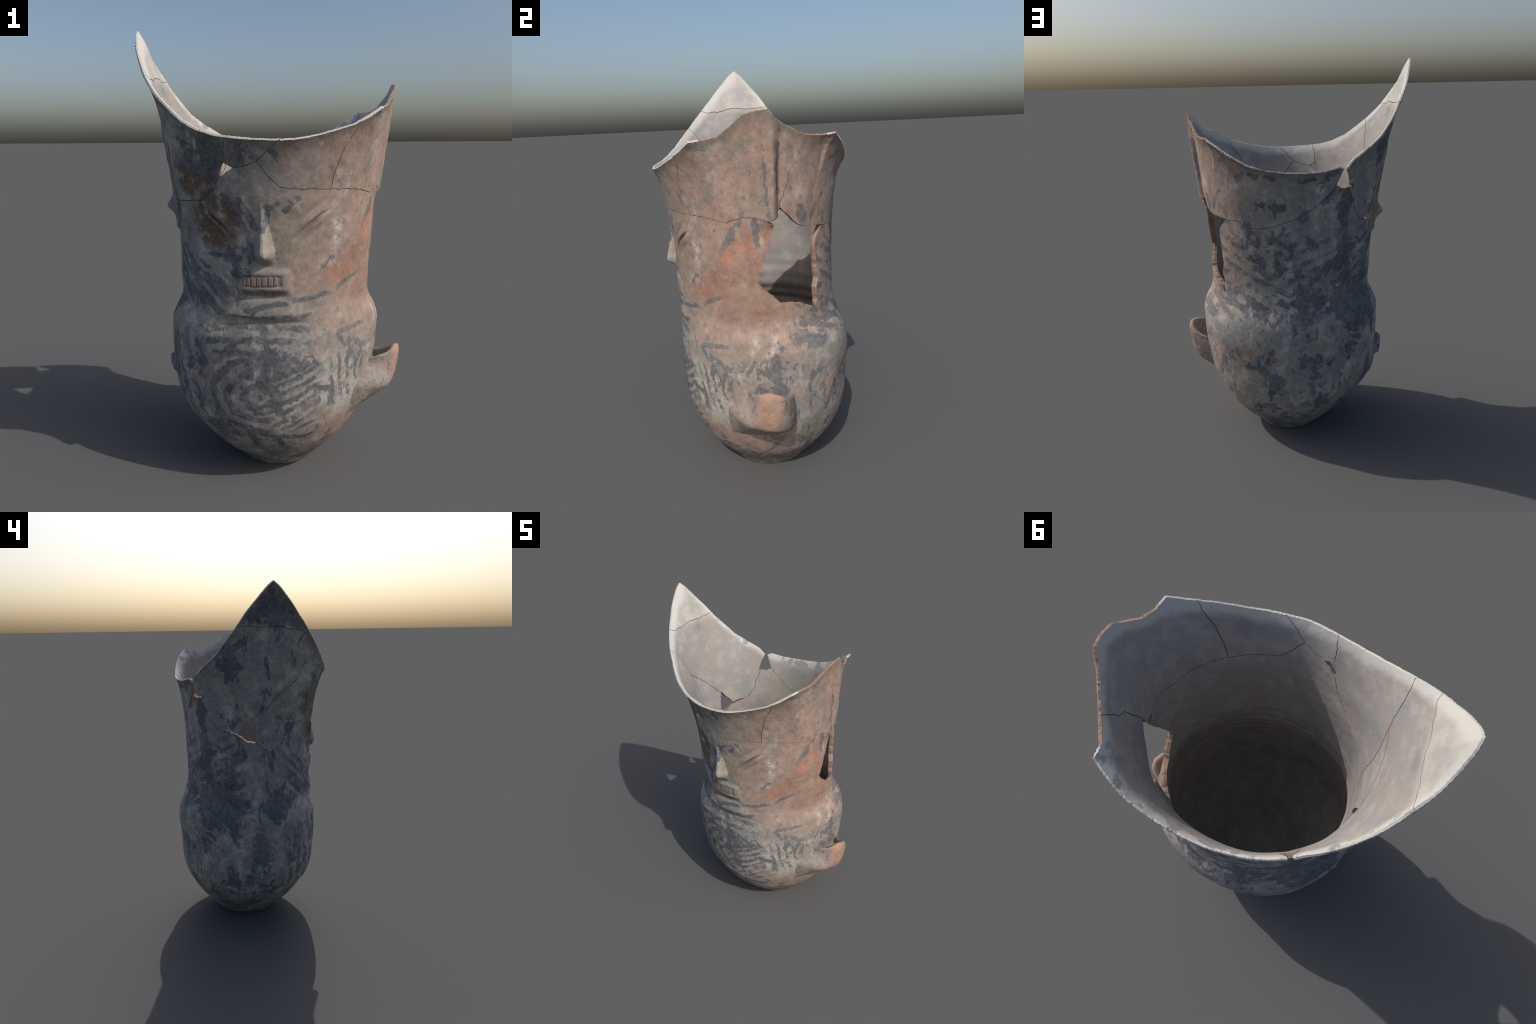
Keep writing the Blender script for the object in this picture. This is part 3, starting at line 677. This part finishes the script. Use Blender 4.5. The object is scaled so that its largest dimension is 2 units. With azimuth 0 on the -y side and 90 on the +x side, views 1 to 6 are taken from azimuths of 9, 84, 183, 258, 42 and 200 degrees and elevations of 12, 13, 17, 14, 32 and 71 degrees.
fb = np.where(comp == body)[0]
region = np.where(FC_Z[fb] < .795, 'bowl', 'neck').astype(object)
p, z = FC_PHI[fb], FC_Z[fb]
region[(np.abs(p+.1) < 2.5+4.2*np.clip((1.29-z)/.21, 0, 1)) & (z > 1.016) & (z < 1.285)] = 'nose'
region[(np.abs(p-.3) < 16.5) & (z > .905) & (z < 1.012)] = 'mouth'
for cx, sg, nm in ((27.2, 1, 'eye_l'), (-27.3, -1, 'eye_r')):
    dx, dz = (p-cx)*RPD*sg, z-1.2035
    region[((dx*.8+dz*.6)/.085)**2+((-dx*.6+dz*.8)/.036)**2 < 1] = nm
feature = ('nose', 'mouth', 'eye_l', 'eye_r')
lower = z < .795
put('bowl', build_mesh('bowl', fb[region == 'bowl'], fb[lower], body, False), mats=(BOWL_PAINT, INNER, BREAK))
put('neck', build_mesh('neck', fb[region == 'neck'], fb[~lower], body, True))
for nm in feature:
    kind = 'eye' if nm[:3] == 'eye' else nm
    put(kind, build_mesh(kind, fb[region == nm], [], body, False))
for c in range(ncomp):
    if c == body or sizes[c] < 30: continue
    f = np.where(comp == c)[0]
    narrow = abs(np.median(FC_PHI[f])+85) < 12 and FC_Z[f].max() < 1.55
    put('sherd', build_mesh('sherd', f, f, c, True, .003 if narrow else 0.0), mats=(SHERD_PAINT, INNER, BREAK))

# ---------- foot: the flat base under the bowl and the floor inside ----------
def build_base():
    ring = [i for i in used if ZED[i] < 1e-6]; ring.sort(key=lambda i: PHI[i])
    n = len(ring); verts, faces, mats = [], [], []
    for k, t in enumerate((1, .93, .8, .5, .2)):
        for i in ring:
            c = np.array((.040, .036, 0)); q = c+(OUT[i]-c)*t; q[2] = (0, -.0, .004, .006, .006)[k]; verts.append(q)
    verts.append((.040, .036, .006)); 
    for k in range(4):
        for i in range(n):
            j = (i+1) % n; faces.append((k*n+j, k*n+i, (k+1)*n+i, (k+1)*n+j)[::-1]); mats.append(0)
    for i in range(n): faces.append((4*n+(i+1) % n, 4*n+i, 5*n)[::-1]); mats.append(0)
    b = len(verts)
    for t in (1, .7, .35):
        for i in ring:
            c = np.array((.040, .036, .026)); q = c+(INN[i]-c)*t; q[2] = .026; verts.append(q)
    verts.append((.040, .036, .026))
    for k in range(2):
        for i in range(n):
            j = (i+1) % n; faces.append((b+k*n+j, b+k*n+i, b+(k+1)*n+i, b+(k+1)*n+j)); mats.append(1)
    for i in range(n): faces.append((b+2*n+(i+1) % n, b+2*n+i, b+3*n)); mats.append(1)
    me = bpy.data.meshes.new('base'); me.from_pydata([tuple(v) for v in verts], [], faces); me.update()
    me.polygons.foreach_set('material_index', mats); me.polygons.foreach_set('use_smooth', [True]*len(faces))
    return me
put('base', build_base(), mats=(BOWL_PAINT, INNER))

# ---------- teeth in the slot of the mouth ----------
def tooth_mesh():
    bm = bmesh.new(); bmesh.ops.create_cube(bm, size=1)
    bmesh.ops.bevel(bm, geom=list(bm.edges), offset=.22, segments=3, profile=.6, affect='EDGES')
    me = bpy.data.meshes.new('tooth'); bm.to_mesh(me); bm.free()
    me.polygons.foreach_set('use_smooth', [True]*len(me.polygons)); return me
tooth = tooth_mesh()
gaps = [-11.0, -8.6, -6.2, -3.2, -.3, 2.9, 6.0, 8.2]
for k in range(len(gaps)-1):
    a = .5*(gaps[k]+gaps[k+1]); zc = .958+.0004*a; q = point(a, zc, .0038)
    ob = put('tooth', tooth, mats=(TOOTH,)) if k == 0 else None
    if ob is None:
        ob = bpy.data.objects.new('tooth', tooth); bpy.context.scene.collection.objects.link(ob); ob.parent = root
    ob.location = q; ob.rotation_euler = (0, 0, math.radians(a*1.1)); ob.rotation_euler[1] = .05*math.sin(k*2.3); ob.scale = ((gaps[k+1]-gaps[k])*RPD*.92, .016, .042-.0016*abs(k-3)+.002*math.sin(k*4.1))

# ---------- stub of the broken handle on the right side of the bowl ----------
def build_lug():
    prof = [(-.020, .280), (.006, .308), (.034, .338), (.066, .364), (.094, .386), (.108, .400), (.114, .424), (.115, .455), (.114, .490), (.117, .520), (.117, .552), (.109, .576), (.095, .586),
            (.078, .574), (.062, .540), (.046, .505), (.028, .490), (-.024, .500)]
    m = 49; verts, faces = [], []
    for i in range(m):
        w = -1+2*i/(m-1)
        for j, (e, z) in enumerate(prof):
            t = j/(len(prof)-1)
            half = .155-.050*smooth(.3, .6, t); yc = -.028+.040*smooth(.25, .6, t)
            y = yc+half*w
            full = np.clip(1-abs(w)**3.4, 0, 1)**.8
            zz = z-.22*(y+.02)*bell(t-.3, .14)-((.045*w*w+.025*max(0, y)/.1)*(1 if j < 14 else .3))*smooth(.45, .65, t)*smooth(1, .9, t)
            phi = math.degrees(math.asin(np.clip((y-.03)/.42, -.9, .9)))+90
            s = point(phi, zz)
            d = e*full-.02*(1-full)
            n = noise.noise(Vector((y*14, zz*14, 3)))*.008+noise.noise(Vector((y*40, zz*40, 9)))*.0025
            verts.append((min(s[0]+d+n*full*(e > .03), .610), y, zz))
    k = len(prof)
    for i in range(m-1):
        for j in range(k-1): faces.append((i*k+j, (i+1)*k+j, (i+1)*k+j+1, i*k+j+1))
    me = bpy.data.meshes.new('handle_stub'); me.from_pydata(verts, [], faces); me.update()
    bm = bmesh.new(); bm.from_mesh(me); bmesh.ops.recalc_face_normals(bm, faces=bm.faces)
    bmesh.ops.subdivide_edges(bm, edges=list(bm.edges), cuts=1, use_grid_fill=True, smooth=.6)
    bm.to_mesh(me); bm.free()
    me.polygons.foreach_set('use_smooth', [True]*len(me.polygons)); return me
put('handle_stub', build_lug(), mats=(LUG,))
